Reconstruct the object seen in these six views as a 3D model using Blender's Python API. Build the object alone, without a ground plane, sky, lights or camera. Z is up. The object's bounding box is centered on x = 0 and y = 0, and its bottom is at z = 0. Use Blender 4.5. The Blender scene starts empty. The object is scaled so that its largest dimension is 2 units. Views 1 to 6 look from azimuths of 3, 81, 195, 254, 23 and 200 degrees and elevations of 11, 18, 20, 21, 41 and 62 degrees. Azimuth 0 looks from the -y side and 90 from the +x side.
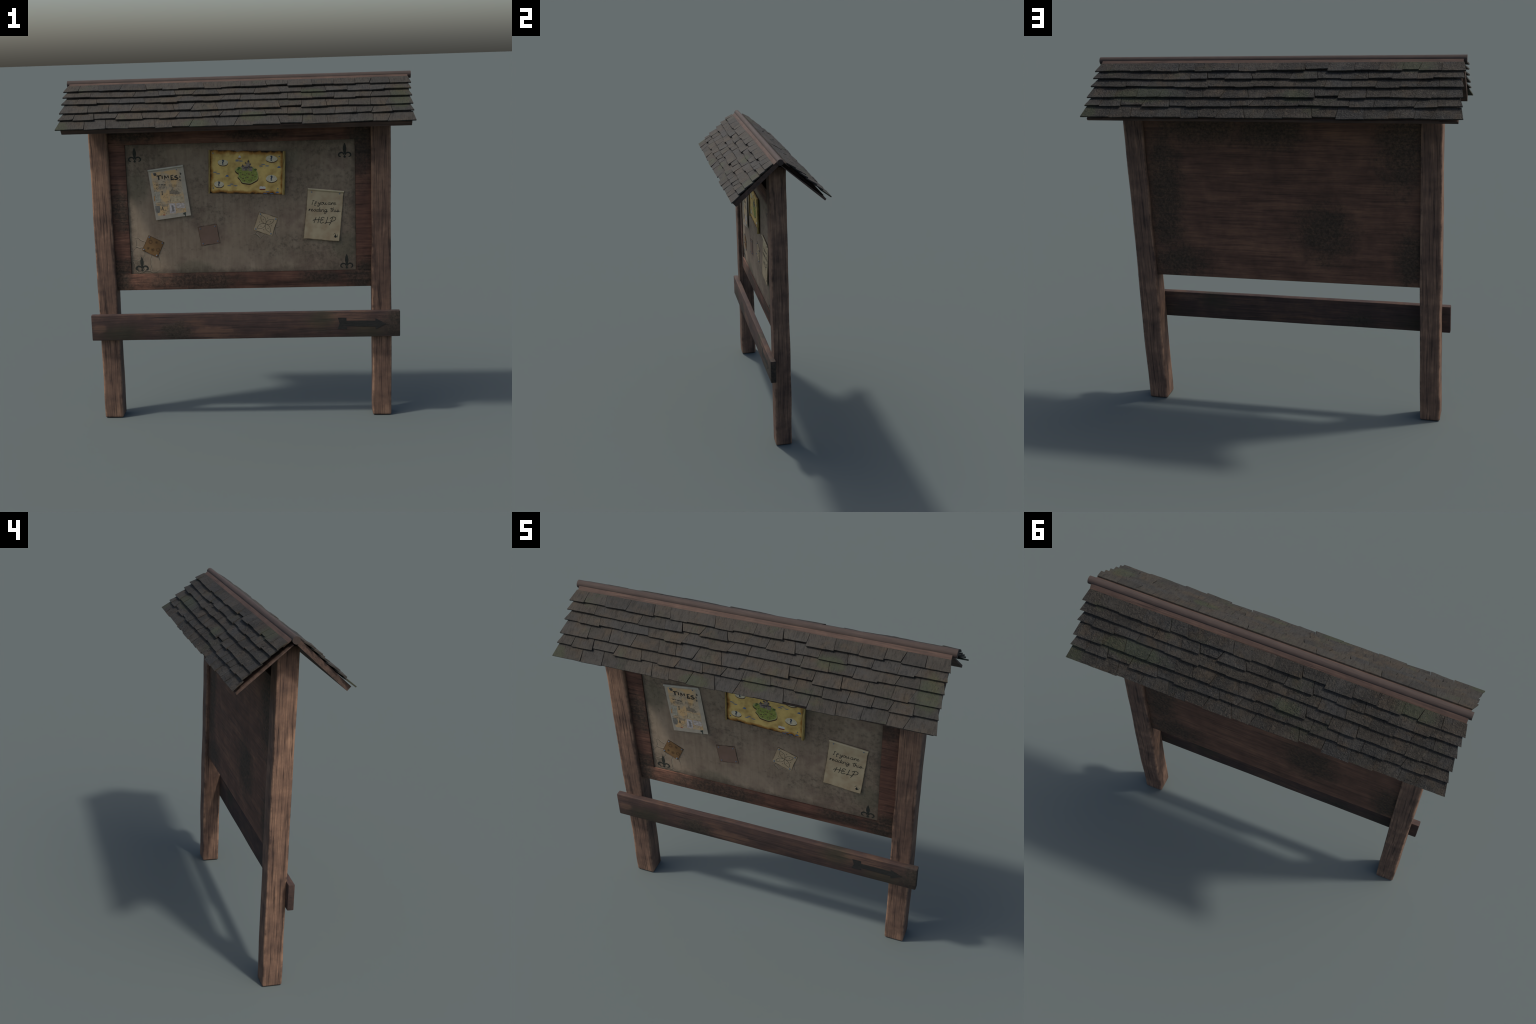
import bpy, bmesh, math, random
from mathutils import Vector, Matrix, noise

random.seed(7)
SC = bpy.context.scene.collection

# ------------------------------------------------------------------ nodes
class Mat:
    """small helper that writes a procedural Principled material"""
    def __init__(self, name, rough=0.85, spec=0.25):
        self.m = bpy.data.materials.new(name)
        self.m.use_nodes = True
        self.t = self.m.node_tree
        self.t.nodes.clear()
        self.out = self.t.nodes.new('ShaderNodeOutputMaterial')
        self.b = self.t.nodes.new('ShaderNodeBsdfPrincipled')
        self.t.links.new(self.b.outputs[0], self.out.inputs[0])
        self.b.inputs['Roughness'].default_value = rough
        self.b.inputs['Specular IOR Level'].default_value = spec
        self.tc = self.t.nodes.new('ShaderNodeTexCoord')
        self.P = self.tc.outputs['Object']
    def put(self, sock, v):
        if isinstance(v, bpy.types.NodeSocket): self.t.links.new(v, sock)
        elif v is not None:
            if isinstance(v, (tuple, list)) and len(v) == 3 and len(sock.default_value) == 4: v = (*v, 1)
            sock.default_value = v
    def map(self, scale=(1, 1, 1), loc=(0, 0, 0), rot=(0, 0, 0), vec=None):
        n = self.t.nodes.new('ShaderNodeMapping')
        self.put(n.inputs['Vector'], vec or self.P)
        n.inputs['Scale'].default_value = scale
        n.inputs['Location'].default_value = loc
        n.inputs['Rotation'].default_value = rot
        return n.outputs[0]
    def noise(self, vec=None, scale=5, detail=4, rough=0.55, dist=0):
        n = self.t.nodes.new('ShaderNodeTexNoise')
        self.put(n.inputs['Vector'], vec or self.P)
        for k, v in (('Scale', scale), ('Detail', detail), ('Roughness', rough), ('Distortion', dist)):
            n.inputs[k].default_value = v
        return n.outputs['Fac']
    def voro(self, vec=None, scale=5, feature='F1'):
        n = self.t.nodes.new('ShaderNodeTexVoronoi')
        n.feature = feature
        self.put(n.inputs['Vector'], vec or self.P)
        n.inputs['Scale'].default_value = scale
        return n.outputs['Distance']
    def math(self, op, a, b=0.0, c=None, clamp=False):
        n = self.t.nodes.new('ShaderNodeMath')
        n.operation = op
        n.use_clamp = clamp
        self.put(n.inputs[0], a); self.put(n.inputs[1], b)
        if c is not None: self.put(n.inputs[2], c)
        return n.outputs[0]
    def vmath(self, op, a, b=(0, 0, 0)):
        n = self.t.nodes.new('ShaderNodeVectorMath')
        n.operation = op
        self.put(n.inputs[0], a); self.put(n.inputs[1], b)
        return n.outputs['Value'] if op == 'LENGTH' else n.outputs[0]
    def step(self, x, a, b, lo=0.0, hi=1.0):
        n = self.t.nodes.new('ShaderNodeMapRange')
        n.interpolation_type = 'SMOOTHSTEP'
        self.put(n.inputs[0], x)
        for i, v in enumerate((a, b, lo, hi)): n.inputs[i + 1].default_value = v
        return n.outputs[0]
    def mix(self, f, a, b, mode='MIX'):
        n = self.t.nodes.new('ShaderNodeMix')
        n.data_type = 'RGBA'
        n.blend_type = mode
        self.put(n.inputs[0], f); self.put(n.inputs[6], a); self.put(n.inputs[7], b)
        return n.outputs[2]
    def ramp(self, f, *stops):
        n = self.t.nodes.new('ShaderNodeValToRGB')
        self.put(n.inputs[0], f)
        e = n.color_ramp.elements
        while len(e) < len(stops): e.new(0.5)
        for el, (p, c) in zip(e, stops):
            el.position = p
            el.color = (*c, 1)
        return n.outputs[0]
    def sep(self, vec=None):
        n = self.t.nodes.new('ShaderNodeSeparateXYZ')
        self.put(n.inputs[0], vec or self.P)
        return n.outputs
    def rand(self):
        return self.t.nodes.new('ShaderNodeObjectInfo').outputs['Random']
    def blobs(self, spots, freq=18, amp=0.9, edge=(1.15, 0.55)):
        """union of soft ragged patches: spots = (centre, radii)"""
        wob = self.math('MULTIPLY', self.math('SUBTRACT', self.noise(scale=freq, detail=6, rough=0.7), 0.5), amp)
        tot = None
        for c, r in spots:
            d = self.vmath('LENGTH', self.vmath('DIVIDE', self.vmath('SUBTRACT', self.P, c), r))
            k = self.step(self.math('ADD', d, wob), edge[0], edge[1])
            tot = k if tot is None else self.math('MAXIMUM', tot, k)
        return tot
    def finish(self, col, height=None, strength=0.4, dist=0.004, rough=None):
        self.put(self.b.inputs['Base Color'], col)
        if rough is not None: self.put(self.b.inputs['Roughness'], rough)
        if height is not None:
            n = self.t.nodes.new('ShaderNodeBump')
            n.inputs['Strength'].default_value = strength
            n.inputs['Distance'].default_value = dist
            self.put(n.inputs['Height'], height)
            self.put(self.b.inputs['Normal'], n.outputs[0])
        return self.m

def plain(name, col, var=0.25, freq=60, rough=0.85):
    m = Mat(name, rough)
    f = m.noise(scale=freq, detail=4)
    lo = tuple(c * (1 - var) for c in col)
    hi = tuple(min(1, c * (1 + var)) for c in col)
    return m.finish(m.ramp(f, (0.3, lo), (0.7, hi)))

def wood(name, axis, dark, mid, light, moss=(), wear=(), crack=0.5, fine=1.0, bump=0.5, mottle=0.45, arris=0.0, green=(), mosscol=(0.030, 0.027, 0.018)):
    """planed, weathered timber with the grain running along axis 0/1/2"""
    m = Mat(name, 0.8, 0.3)
    def stretch(across, along):
        s = [across] * 3
        s[axis] = along
        return m.map(tuple(s))
    warp = m.noise(scale=4, detail=2)
    broad = m.noise(stretch(9, 1.6), 1.0, 5, 0.6, 0.6)
    streak = m.noise(stretch(70 * fine, 3.5), 1.0, 6, 0.65, 0.35)
    hair = m.noise(stretch(220 * fine, 7), 1.0, 4, 0.6, 0.2)
    patch = m.noise(scale=11, detail=5, rough=0.6)
    v = m.math('ADD', m.math('MULTIPLY', broad, 0.45), m.math('MULTIPLY', streak, 0.55))
    v = m.math('ADD', v, m.math('MULTIPLY', m.math('SUBTRACT', patch, 0.5), mottle))
    col = m.ramp(v, (0.34, dark), (0.52, mid), (0.68, light))
    groove = m.step(streak, 0.44, 0.34)
    col = m.mix(m.math('MULTIPLY', groove, crack), col, tuple(c * 0.35 for c in dark))
    col = m.mix(m.math('MULTIPLY', m.step(hair, 0.55, 0.35), 0.35), col, tuple(c * 0.6 for c in dark))
    h = m.math('ADD', m.math('MULTIPLY', streak, 0.7), m.math('MULTIPLY', hair, 0.3))
    h = m.math('SUBTRACT', h, m.math('MULTIPLY', groove, 0.5))
    if arris:
        s = m.sep()
        far = m.math('MINIMUM', m.math('ABSOLUTE', s[0]), m.math('ABSOLUTE', s[1]))
        ed = m.math('MULTIPLY', m.step(far, 0.043, 0.050), m.step(patch, 0.40, 0.58))
        col = m.mix(m.math('MULTIPLY', ed, arris), col, tuple(c * 1.15 for c in light))
    if wear:
        w = m.math('MULTIPLY', m.blobs(wear, 25, 1.2), m.step(streak, 0.35, 0.6))
        col = m.mix(m.math('MULTIPLY', w, 0.6), col, tuple(c * 1.5 for c in light))
    if green:
        g = m.blobs(green, 14, 1.2, (1.4, 0.2))
        col = m.mix(m.math('MULTIPLY', g, 0.35), col, (0.026, 0.036, 0.014))
    if moss:
        k = m.blobs(moss, 20, 1.9, (1.45, 0.40))
        grit = m.noise(scale=62, detail=7, rough=0.72)
        mc = m.ramp(grit, (0.34, tuple(c * 0.35 for c in mosscol)), (0.52, mosscol), (0.72, (mosscol[0] * 2.2, mosscol[1] * 1.9, mosscol[2] * 1.7)))
        col = m.mix(m.math('MULTIPLY', k, m.step(grit, 0.64, 0.42, 0.45, 0.82)), col, mc)
        h = m.math('ADD', h, m.math('MULTIPLY', k, m.math('MULTIPLY', grit, 1.6)))
    return m.finish(col, h, bump, 0.004, m.math('ADD', 0.68, m.math('MULTIPLY', streak, 0.3)))

# ------------------------------------------------------------------ meshes
root = bpy.data.objects.new('notice_board', None)
SC.objects.link(root)
root['label'] = 'weathered wooden notice board with shingled roof and pinned papers'
root['category'] = 'notice board'

def add(name, mesh, mat, parent=root, loc=(0, 0, 0), rot=None, smooth=False):
    ob = bpy.data.objects.new(name, mesh)
    SC.objects.link(ob)
    ob.parent = parent
    ob.location = loc
    if rot: ob.rotation_euler = rot
    if mat: mesh.materials.append(mat)
    if smooth:
        for p in mesh.polygons: p.use_smooth = True
    return ob

def soft_box(name, lo, hi, bevel, segs=2, cuts=None, warp=0.0, seed=0.0):
    """box with rounded edges, optional slices along its long axis and a slow hand-hewn wobble"""
    bm = bmesh.new()
    bmesh.ops.create_cube(bm, size=1)
    c = [(a + b) / 2 for a, b in zip(lo, hi)]
    s = [b - a for a, b in zip(lo, hi)]
    for v in bm.verts: v.co = Vector([c[i] + v.co[i] * s[i] for i in range(3)])
    bmesh.ops.bevel(bm, geom=bm.edges[:], offset=bevel, segments=segs, profile=0.6, affect='EDGES')
    if cuts:
        ax, n = cuts
        no = Vector((0, 0, 0)); no[ax] = 1
        for i in range(1, n):
            co = Vector(c); co[ax] = lo[ax] + s[ax] * i / n
            bmesh.ops.bisect_plane(bm, geom=bm.verts[:] + bm.edges[:] + bm.faces[:], plane_co=co, plane_no=no)
        for v in bm.verts:
            t = v.co[ax]
            for i in range(3):
                if i != ax:
                    side = 1 if v.co[i] > c[i] else -1
                    v.co[i] += warp * noise.noise(Vector((t * 4.5 + seed, side * 7.3 + i * 3.1, seed)))
    me = bpy.data.meshes.new(name)
    bm.to_mesh(me); bm.free()
    for p in me.polygons: p.use_smooth = True
    me.set_sharp_from_angle(angle=math.radians(40))
    return me

def from_faces(name, verts, faces):
    me = bpy.data.meshes.new(name)
    me.from_pydata(verts, [], faces)
    bm = bmesh.new(); bm.from_mesh(me)
    bmesh.ops.recalc_face_normals(bm, faces=bm.faces)
    bm.to_mesh(me); bm.free()
    return me

# ------------------------------------------------------------------ timber materials
post_mat = wood('post_wood', 2, (0.066, 0.040, 0.030), (0.148, 0.087, 0.058), (0.262, 0.154, 0.096), crack=0.55, bump=0.7, mottle=0.5, arris=0.5, fine=1.5)
bar_mat = wood('crossbar_wood', 0, (0.027, 0.018, 0.015), (0.047, 0.028, 0.023), (0.082, 0.046, 0.030), crack=0.3, bump=0.4, fine=1.3,
               green=[((0.45, -0.087, 0.60), (0.10, 0.1, 0.07)), ((-0.72, -0.087, 0.53), (0.14, 0.05, 0.06)), ((0.72, -0.087, 0.53), (0.12, 0.05, 0.06))],
               moss=[((-0.40, -0.087, 0.535), (0.10, 0.05, 0.06)), ((0.885, -0.08, 0.57), (0.07, 0.06, 0.10))],
               wear=[((-0.18, -0.09, 0.53), (0.16, 0.05, 0.04)), ((0.60, -0.09, 0.61), (0.14, 0.05, 0.03)), ((-0.85, -0.09, 0.56), (0.05, 0.05, 0.03))])
frame_mat = wood('frame_wood', 0, (0.050, 0.024, 0.016), (0.115, 0.054, 0.035), (0.185, 0.092, 0.058), crack=0.5, bump=0.55,
                 moss=[((-0.71, -0.03, 0.85), (0.07, 0.05, 0.13)), ((-0.27, -0.03, 0.83), (0.30, 0.05, 0.06)),
                       ((-0.70, -0.03, 1.25), (0.06, 0.05, 0.12)), ((-0.62, -0.03, 1.69), (0.22, 0.05, 0.05)),
                       ((0.70, -0.03, 0.85), (0.12, 0.05, 0.10)), ((0.70, -0.03, 1.62), (0.09, 0.05, 0.22)), ((0.10, -0.03, 1.67), (0.18, 0.05, 0.03)),
                       ((0.45, -0.03, 0.84), (0.14, 0.05, 0.04))])
back_mat = wood('panel_back_wood', 0, (0.064, 0.033, 0.021), (0.116, 0.058, 0.037), (0.180, 0.092, 0.054), crack=0.2, bump=0.35, fine=1.5,
                moss=[((0.66, 0.034, 1.25), (0.11, 0.06, 0.42)), ((0.42, 0.034, 1.66), (0.26, 0.06, 0.13)), ((-0.66, 0.034, 1.55), (0.15, 0.06, 0.26)),
                      ((-0.24, 0.034, 1.06), (0.17, 0.06, 0.17)), ((-0.70, 0.034, 0.93), (0.09, 0.06, 0.17)), ((0.05, 0.034, 1.62), (0.2, 0.06, 0.11)), ((0.62, 0.034, 0.87), (0.20, 0.06, 0.10))], mosscol=(0.036, 0.029, 0.018))
roof_mat = wood('roof_board_wood', 0, (0.036, 0.024, 0.018), (0.066, 0.041, 0.031), (0.100, 0.062, 0.045), crack=0.4, bump=0.4)
pole_mat = wood('ridge_pole_wood', 0, (0.040, 0.029, 0.024), (0.048, 0.034, 0.028), (0.058, 0.042, 0.034), crack=0.1, bump=0.15)

# ------------------------------------------------------------------ posts, crossbar
for sx, seed in ((-0.8, 1.7), (0.802, 9.2)):
    me = soft_box('post', (-0.0555, -0.0560, 0), (0.0555, 0.0560, 1.945), 0.0110, 3, (2, 24), 0.004, seed)
    for v in me.vertices:                      # top cut to the pitch of the roof
        if v.co.z > 1.87: v.co.z = min(v.co.z, 1.962 - 0.90 * max(abs(v.co.y) - 0.006, 0))
        if v.co.z < 0.02: v.co.z = max(0, v.co.z)
    add('post', me, post_mat, root, (sx, 0, 0))

bar = add('crossbar', soft_box('crossbar', (-0.898, -0.0872, 0.4893), (0.9055, -0.0505, 0.6432), 0.006, 2, (0, 20), 0.0012, 4.0), bar_mat)

# ------------------------------------------------------------------ panel and frame
PX0, PX1, PZ0, PZ1 = -0.7475, 0.7495, 0.779, 1.7275
IX0, IX1, IZ0, IZ1 = -0.6525, 0.6590, 0.8755, 1.6310
FY, IY, BY = -0.0345, -0.0265, 0.0335
add('back_panel', soft_box('back_panel', (PX0, IY, PZ0), (PX1, BY, PZ1), 0.003, 1), back_mat)
def rail(x0, z0, x1, z1):
    return add('frame_rail', soft_box('frame_rail', (x0, FY, z0), (x1, IY + 0.002, z1), 0.0022, 2), frame_mat)
rail(PX0, PZ0 + 0.0005, PX1, IZ0)
rail(PX0, IZ1, PX1, PZ1 - 0.0005)
rail(PX0, IZ0, IX0, IZ1)
rail(IX1, IZ0, PX1, IZ1)

# faded backing sheet
def sheet_material():
    m = Mat('backing_sheet', 0.9)
    cloudy = m.noise(scale=5, detail=7, rough=0.62)
    streak = m.noise(m.map((38, 1, 3.2)), 1, 6, 0.65, 0.5)
    grit = m.noise(scale=48, detail=7, rough=0.72)
    v = m.math('ADD', m.math('MULTIPLY', cloudy, 0.45), m.math('ADD', m.math('MULTIPLY', streak, 0.35), m.math('MULTIPLY', m.noise(scale=19, detail=6, rough=0.65), 0.2)))
    col = m.ramp(v, (0.32, (0.130, 0.092, 0.062)), (0.5, (0.212, 0.160, 0.109)), (0.68, (0.285, 0.224, 0.156)))
    rusty = m.noise(m.map(loc=(5, 0, 2)), 7, 6, 0.65)
    col = m.mix(m.step(rusty, 0.5, 0.66, 0, 0.55), col, (0.135, 0.092, 0.068))
    pale = m.blobs([((-0.59, -0.028, 1.20), (0.10, 0.1, 0.22)), ((-0.57, -0.028, 1.0), (0.14, 0.1, 0.12)), ((0.0, -0.028, 0.95), (0.35, 0.1, 0.08))], 14, 1.6, (1.2, 0.45))
    col = m.mix(m.math('MULTIPLY', pale, 0.22), col, (0.285, 0.232, 0.165))
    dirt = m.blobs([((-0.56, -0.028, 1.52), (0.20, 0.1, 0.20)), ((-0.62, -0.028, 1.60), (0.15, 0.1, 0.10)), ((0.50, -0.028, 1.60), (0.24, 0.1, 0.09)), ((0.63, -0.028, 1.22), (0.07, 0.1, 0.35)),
                    ((0.58, -0.028, 0.96), (0.16, 0.1, 0.12)), ((0.12, -0.028, 1.40), (0.6, 0.1, 0.16)), ((-0.62, -0.028, 0.92), (0.07, 0.1, 0.09)),
                    ((0.32, -0.028, 1.02), (0.3, 0.1, 0.10)), ((-0.20, -0.028, 1.22), (0.16, 0.1, 0.10))], 9, 1.5, (1.4, 0.3))
    speck = m.step(grit, 0.45, 0.62)
    col = m.mix(m.math('MULTIPLY', m.math('MULTIPLY', dirt, m.math('ADD', 0.25, m.math('MULTIPLY', speck, 0.4))), 0.8), col, (0.045, 0.041, 0.029))
    green = m.blobs([((-0.60, -0.028, 1.38), (0.08, 0.1, 0.1)), ((-0.28, -0.028, 0.90), (0.12, 0.1, 0.06)), ((0.22, -0.028, 1.53), (0.16, 0.1, 0.08)), ((0.60, -0.028, 1.02), (0.10, 0.1, 0.08))], 16, 1.2)
    col = m.mix(m.math('MULTIPLY', green, 0.35), col, (0.060, 0.068, 0.040))
    col = m.mix(m.math('MULTIPLY', m.step(grit, 0.56, 0.70), 0.40), col, (0.060, 0.048, 0.034))
    # cracked, peeling lower left corner
    wv = m.t.nodes.new('ShaderNodeTexNoise'); wv.inputs['Scale'].default_value = 14; wv.inputs['Detail'].default_value = 3
    m.put(wv.inputs['Vector'], m.P)
    bent = m.vmath('ADD', m.map((1, 0, 1)), m.vmath('MULTIPLY', wv.outputs['Color'], (0.05, 0.0, 0.05)))
    crk = m.voro(bent, 12.0, 'DISTANCE_TO_EDGE')
    zone = m.blobs([((-0.585, -0.028, 0.96), (0.13, 0.1, 0.15)), ((0.14, -0.028, 1.12), (0.10, 0.1, 0.06))], 9, 0.5, (1.05, 0.7))
    edge = m.math('MULTIPLY', m.step(crk, 0.045, 0.010), zone)
    col = m.mix(m.math('MULTIPLY', edge, 0.6), col, (0.30, 0.25, 0.175))
    line = m.math('MULTIPLY', m.step(m.voro(m.vmath('ADD', bent, (0.0022, 0, 0.003)), 12.0, 'DISTANCE_TO_EDGE'), 0.026, 0.006), zone)
    col = m.mix(m.math('MULTIPLY', line, 0.75), col, (0.045, 0.036, 0.026))
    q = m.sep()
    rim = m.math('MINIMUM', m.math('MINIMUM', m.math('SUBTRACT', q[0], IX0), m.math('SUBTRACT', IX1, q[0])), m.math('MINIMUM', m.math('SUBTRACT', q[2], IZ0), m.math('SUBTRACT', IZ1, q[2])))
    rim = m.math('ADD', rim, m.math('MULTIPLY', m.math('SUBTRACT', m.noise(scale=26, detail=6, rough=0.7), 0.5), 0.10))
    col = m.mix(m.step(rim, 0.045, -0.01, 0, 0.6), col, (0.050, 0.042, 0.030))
    h = m.math('ADD', m.math('MULTIPLY', grit, 0.4), m.math('MULTIPLY', streak, 0.4))
    h = m.math('SUBTRACT', m.math('ADD', h, m.math('MULTIPLY', edge, 0.6)), m.math('MULTIPLY', line, 0.9))
    return m.finish(col, h, 0.4, 0.003)
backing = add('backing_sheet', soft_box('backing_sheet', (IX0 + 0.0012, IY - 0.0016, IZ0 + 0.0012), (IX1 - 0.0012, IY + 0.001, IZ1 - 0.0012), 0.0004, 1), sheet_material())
SY = IY - 0.0016      # front of the backing sheet

# ------------------------------------------------------------------ flat marks and papers
# everything pinned to the sheet is drawn in (u, v) across its face; h is height above the face
class Ink:
    def __init__(self): self.v, self.f = [], []
    def poly(self, pts, h0, h1):
        n, k = len(pts), len(self.v)
        self.v += [(u, -h1, v) for u, v in pts] + [(u, -h0, v) for u, v in pts]
        self.f.append(tuple(range(k, k + n)))
        self.f.append(tuple(range(k + 2 * n - 1, k + n - 1, -1)))
        for i in range(n): self.f.append((k + i, k + n + i, k + n + (i + 1) % n, k + (i + 1) % n))
        return self
    def stroke(self, pts, w, h0, h1, closed=False, taper=0.0, curve=True):
        if curve: pts = smooth_line(pts, closed)
        n, k = len(pts), len(self.v)
        for i, p in enumerate(pts):
            a = pts[i - 1] if (i or closed) else p
            b = pts[(i + 1) % n] if (i < n - 1 or closed) else p
            dx, dy = b[0] - a[0], b[1] - a[1]
            l = math.hypot(dx, dy) or 1
            ww = w / 2 * (1 - taper * abs(2 * i / (n - 1) - 1) ** 2)
            nx, ny = -dy / l * ww, dx / l * ww
            self.v += [(p[0] + nx, -h1, p[1] + ny), (p[0] - nx, -h1, p[1] - ny), (p[0] + nx, -h0, p[1] + ny), (p[0] - nx, -h0, p[1] - ny)]
        for i in range(n if closed else n - 1):
            a, b = k + 4 * i, k + 4 * ((i + 1) % n)
            self.f += [(a, a + 1, b + 1, b), (a, b, b + 2, a + 2), (a + 1, a + 3, b + 3, b + 1)]
        if not closed:
            e = k + 4 * (n - 1)
            self.f += [(k, k + 2, k + 3, k + 1), (e, e + 1, e + 3, e + 2)]
        return self
    def disc(self, c, rx, ry, h0, h1, n=16, wob=0.0, seed=0):
        return self.poly([(c[0] + rx * math.cos(t) * (1 + wob * math.sin(3 * t + seed)), c[1] + ry * math.sin(t) * (1 + wob * math.cos(2 * t + seed)))
                          for t in [2 * math.pi * i / n for i in range(n)]], h0, h1)
    def mesh(self, name): return from_faces(name, self.v, self.f)

def smooth_line(p, closed=False, sub=5):
    out, n = [], len(p)
    g = (lambda i: p[i % n]) if closed else (lambda i: p[min(max(i, 0), n - 1)])
    for i in range(n if closed else n - 1):
        a, b, c, d = g(i - 1), g(i), g(i + 1), g(i + 2)
        for s in range(sub):
            t = s / sub
            out.append(tuple(0.5 * (2 * b[k] + (c[k] - a[k]) * t + (2 * a[k] - 5 * b[k] + 4 * c[k] - d[k]) * t * t
                                    + (3 * b[k] - a[k] - 3 * c[k] + d[k]) * t ** 3) for k in (0, 1)))
    if not closed: out.append(p[-1])
    return out

INK = plain('black_ink', (0.016, 0.017, 0.014), 0.35, 120)
STAMP = plain('stamped_paint', (0.024, 0.025, 0.019), 0.45, 140)
PIN = Mat('pin_steel', 0.4, 0.5)
PIN = PIN.finish((0.11, 0.15, 0.19))
pin_mesh = bpy.data.meshes.new('pin')
bm = bmesh.new(); bmesh.ops.create_uvsphere(bm, u_segments=12, v_segments=8, radius=1)
bm.to_mesh(pin_mesh); bm.free()
for p in pin_mesh.polygons: p.use_smooth = True
pin_mesh.materials.append(PIN)

def pins(parent, spots, h, r=0.0042):
    for u, v in spots:
        o = bpy.data.objects.new('pin', pin_mesh)
        SC.objects.link(o)
        o.parent = parent
        o.location = (u, -h, v)
        o.scale = (r, r * 0.8, r)

def text_mesh(body, size, shear=0.0, bold=0.0, depth=0.0004):
    cu = bpy.data.curves.new('letters', 'FONT')
    cu.body, cu.size, cu.shear, cu.offset, cu.extrude = body, size, shear, bold, depth / 2
    cu.align_x = 'CENTER'; cu.align_y = 'CENTER'; cu.resolution_u = 3
    ob = bpy.data.objects.new('letters', cu)
    SC.objects.link(ob)
    dg = bpy.context.evaluated_depsgraph_get()
    me = bpy.data.meshes.new_from_object(ob.evaluated_get(dg))
    bpy.data.objects.remove(ob)
    for v in me.vertices: v.co = Vector((v.co.x, -v.co.z, v.co.y))
    return me

# fleur-de-lis stamps in the four corners
def fleur():
    k = Ink()
    k.poly(smooth_line([(0.0, 0.041), (-0.0060, 0.028), (-0.0100, 0.012), (-0.0085, -0.004), (-0.0035, -0.020), (0.0035, -0.020), (0.0085, -0.004), (0.0100, 0.012), (0.0060, 0.028)], True, 3), 0, 0.0006)
    for s in (-1, 1):
        k.stroke([(s * 0.0025, -0.027), (s * 0.010, -0.0165), (s * 0.022, -0.0140), (s * 0.0325, -0.0215), (s * 0.0325, -0.0330), (s * 0.022, -0.0375)], 0.0085, 0, 0.0009, taper=0.35)
    k.poly([(0, -0.027), (-0.0075, -0.037), (-0.004, -0.0435), (0.004, -0.0435), (0.0075, -0.037)], 0, 0.0012)
    return k.mesh('fleur_mark')
fl = fleur(); fl.materials.append(STAMP)
for u, v in ((-0.599, 1.573), (0.600, 1.570), (-0.589, 0.936), (0.604, 0.929)):
    o = bpy.data.objects.new('fleur_mark', fl)
    SC.objects.link(o); o.parent = backing
    o.location = (u, SY, v)

# arrow painted on the crossbar
arrow = Ink().poly([(0.546, 0.607), (0.596, 0.606), (0.596, 0.587), (0.763, 0.585), (0.763, 0.600), (0.826, 0.568), (0.765, 0.535), (0.763, 0.551), (0.598, 0.555), (0.598, 0.537), (0.544, 0.538), (0.556, 0.572)], -0.001, 0.0006)
def arrow_material():
    m = Mat('faded_arrow_paint', 0.85)
    n = m.noise(m.map((30, 30, 90)), 1, 6, 0.7)
    return m.finish(m.ramp(n, (0.35, (0.011, 0.012, 0.011)), (0.58, (0.018, 0.018, 0.016)), (0.75, (0.034, 0.024, 0.019))), n, 0.3)
add('arrow_mark', arrow.mesh('arrow_mark'), arrow_material(), bar, (0, -0.0878, 0))

def paper_material(name, base, stain, dark, W, H, burn=0.0, fibre=0.25, edgecol=(0.09, 0.045, 0.015)):
    m = Mat(name, 0.9)
    big = m.noise(scale=16, detail=6, rough=0.6)
    fine = m.noise(scale=130, detail=5, rough=0.7)
    col = m.ramp(big, (0.32, stain), (0.55, base), (0.72, tuple(c * 1.12 for c in base)))
    col = m.mix(m.math('MULTIPLY', m.step(fine, 0.5, 0.75), fibre), col, dark)
    if burn:
        s = m.sep()
        du = m.math('SUBTRACT', W / 2, m.math('ABSOLUTE', s[0]))
        dv = m.math('SUBTRACT', H / 2, m.math('ABSOLUTE', s[2]))
        d = m.math('MINIMUM', du, dv)
        d = m.math('SUBTRACT', d, m.math('MULTIPLY', m.math('SUBTRACT', m.noise(scale=24, detail=5), 0.35), burn * 2.0))
        col = m.mix(m.step(d, burn, 0.0), col, edgecol)
        col = m.mix(m.step(d, burn * 0.25, -burn * 0.35), col, (0.018, 0.012, 0.008))
    return m.finish(col, m.math('ADD', big, m.math('MULTIPLY', fine, 0.4)), 0.25, 0.002)

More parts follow.
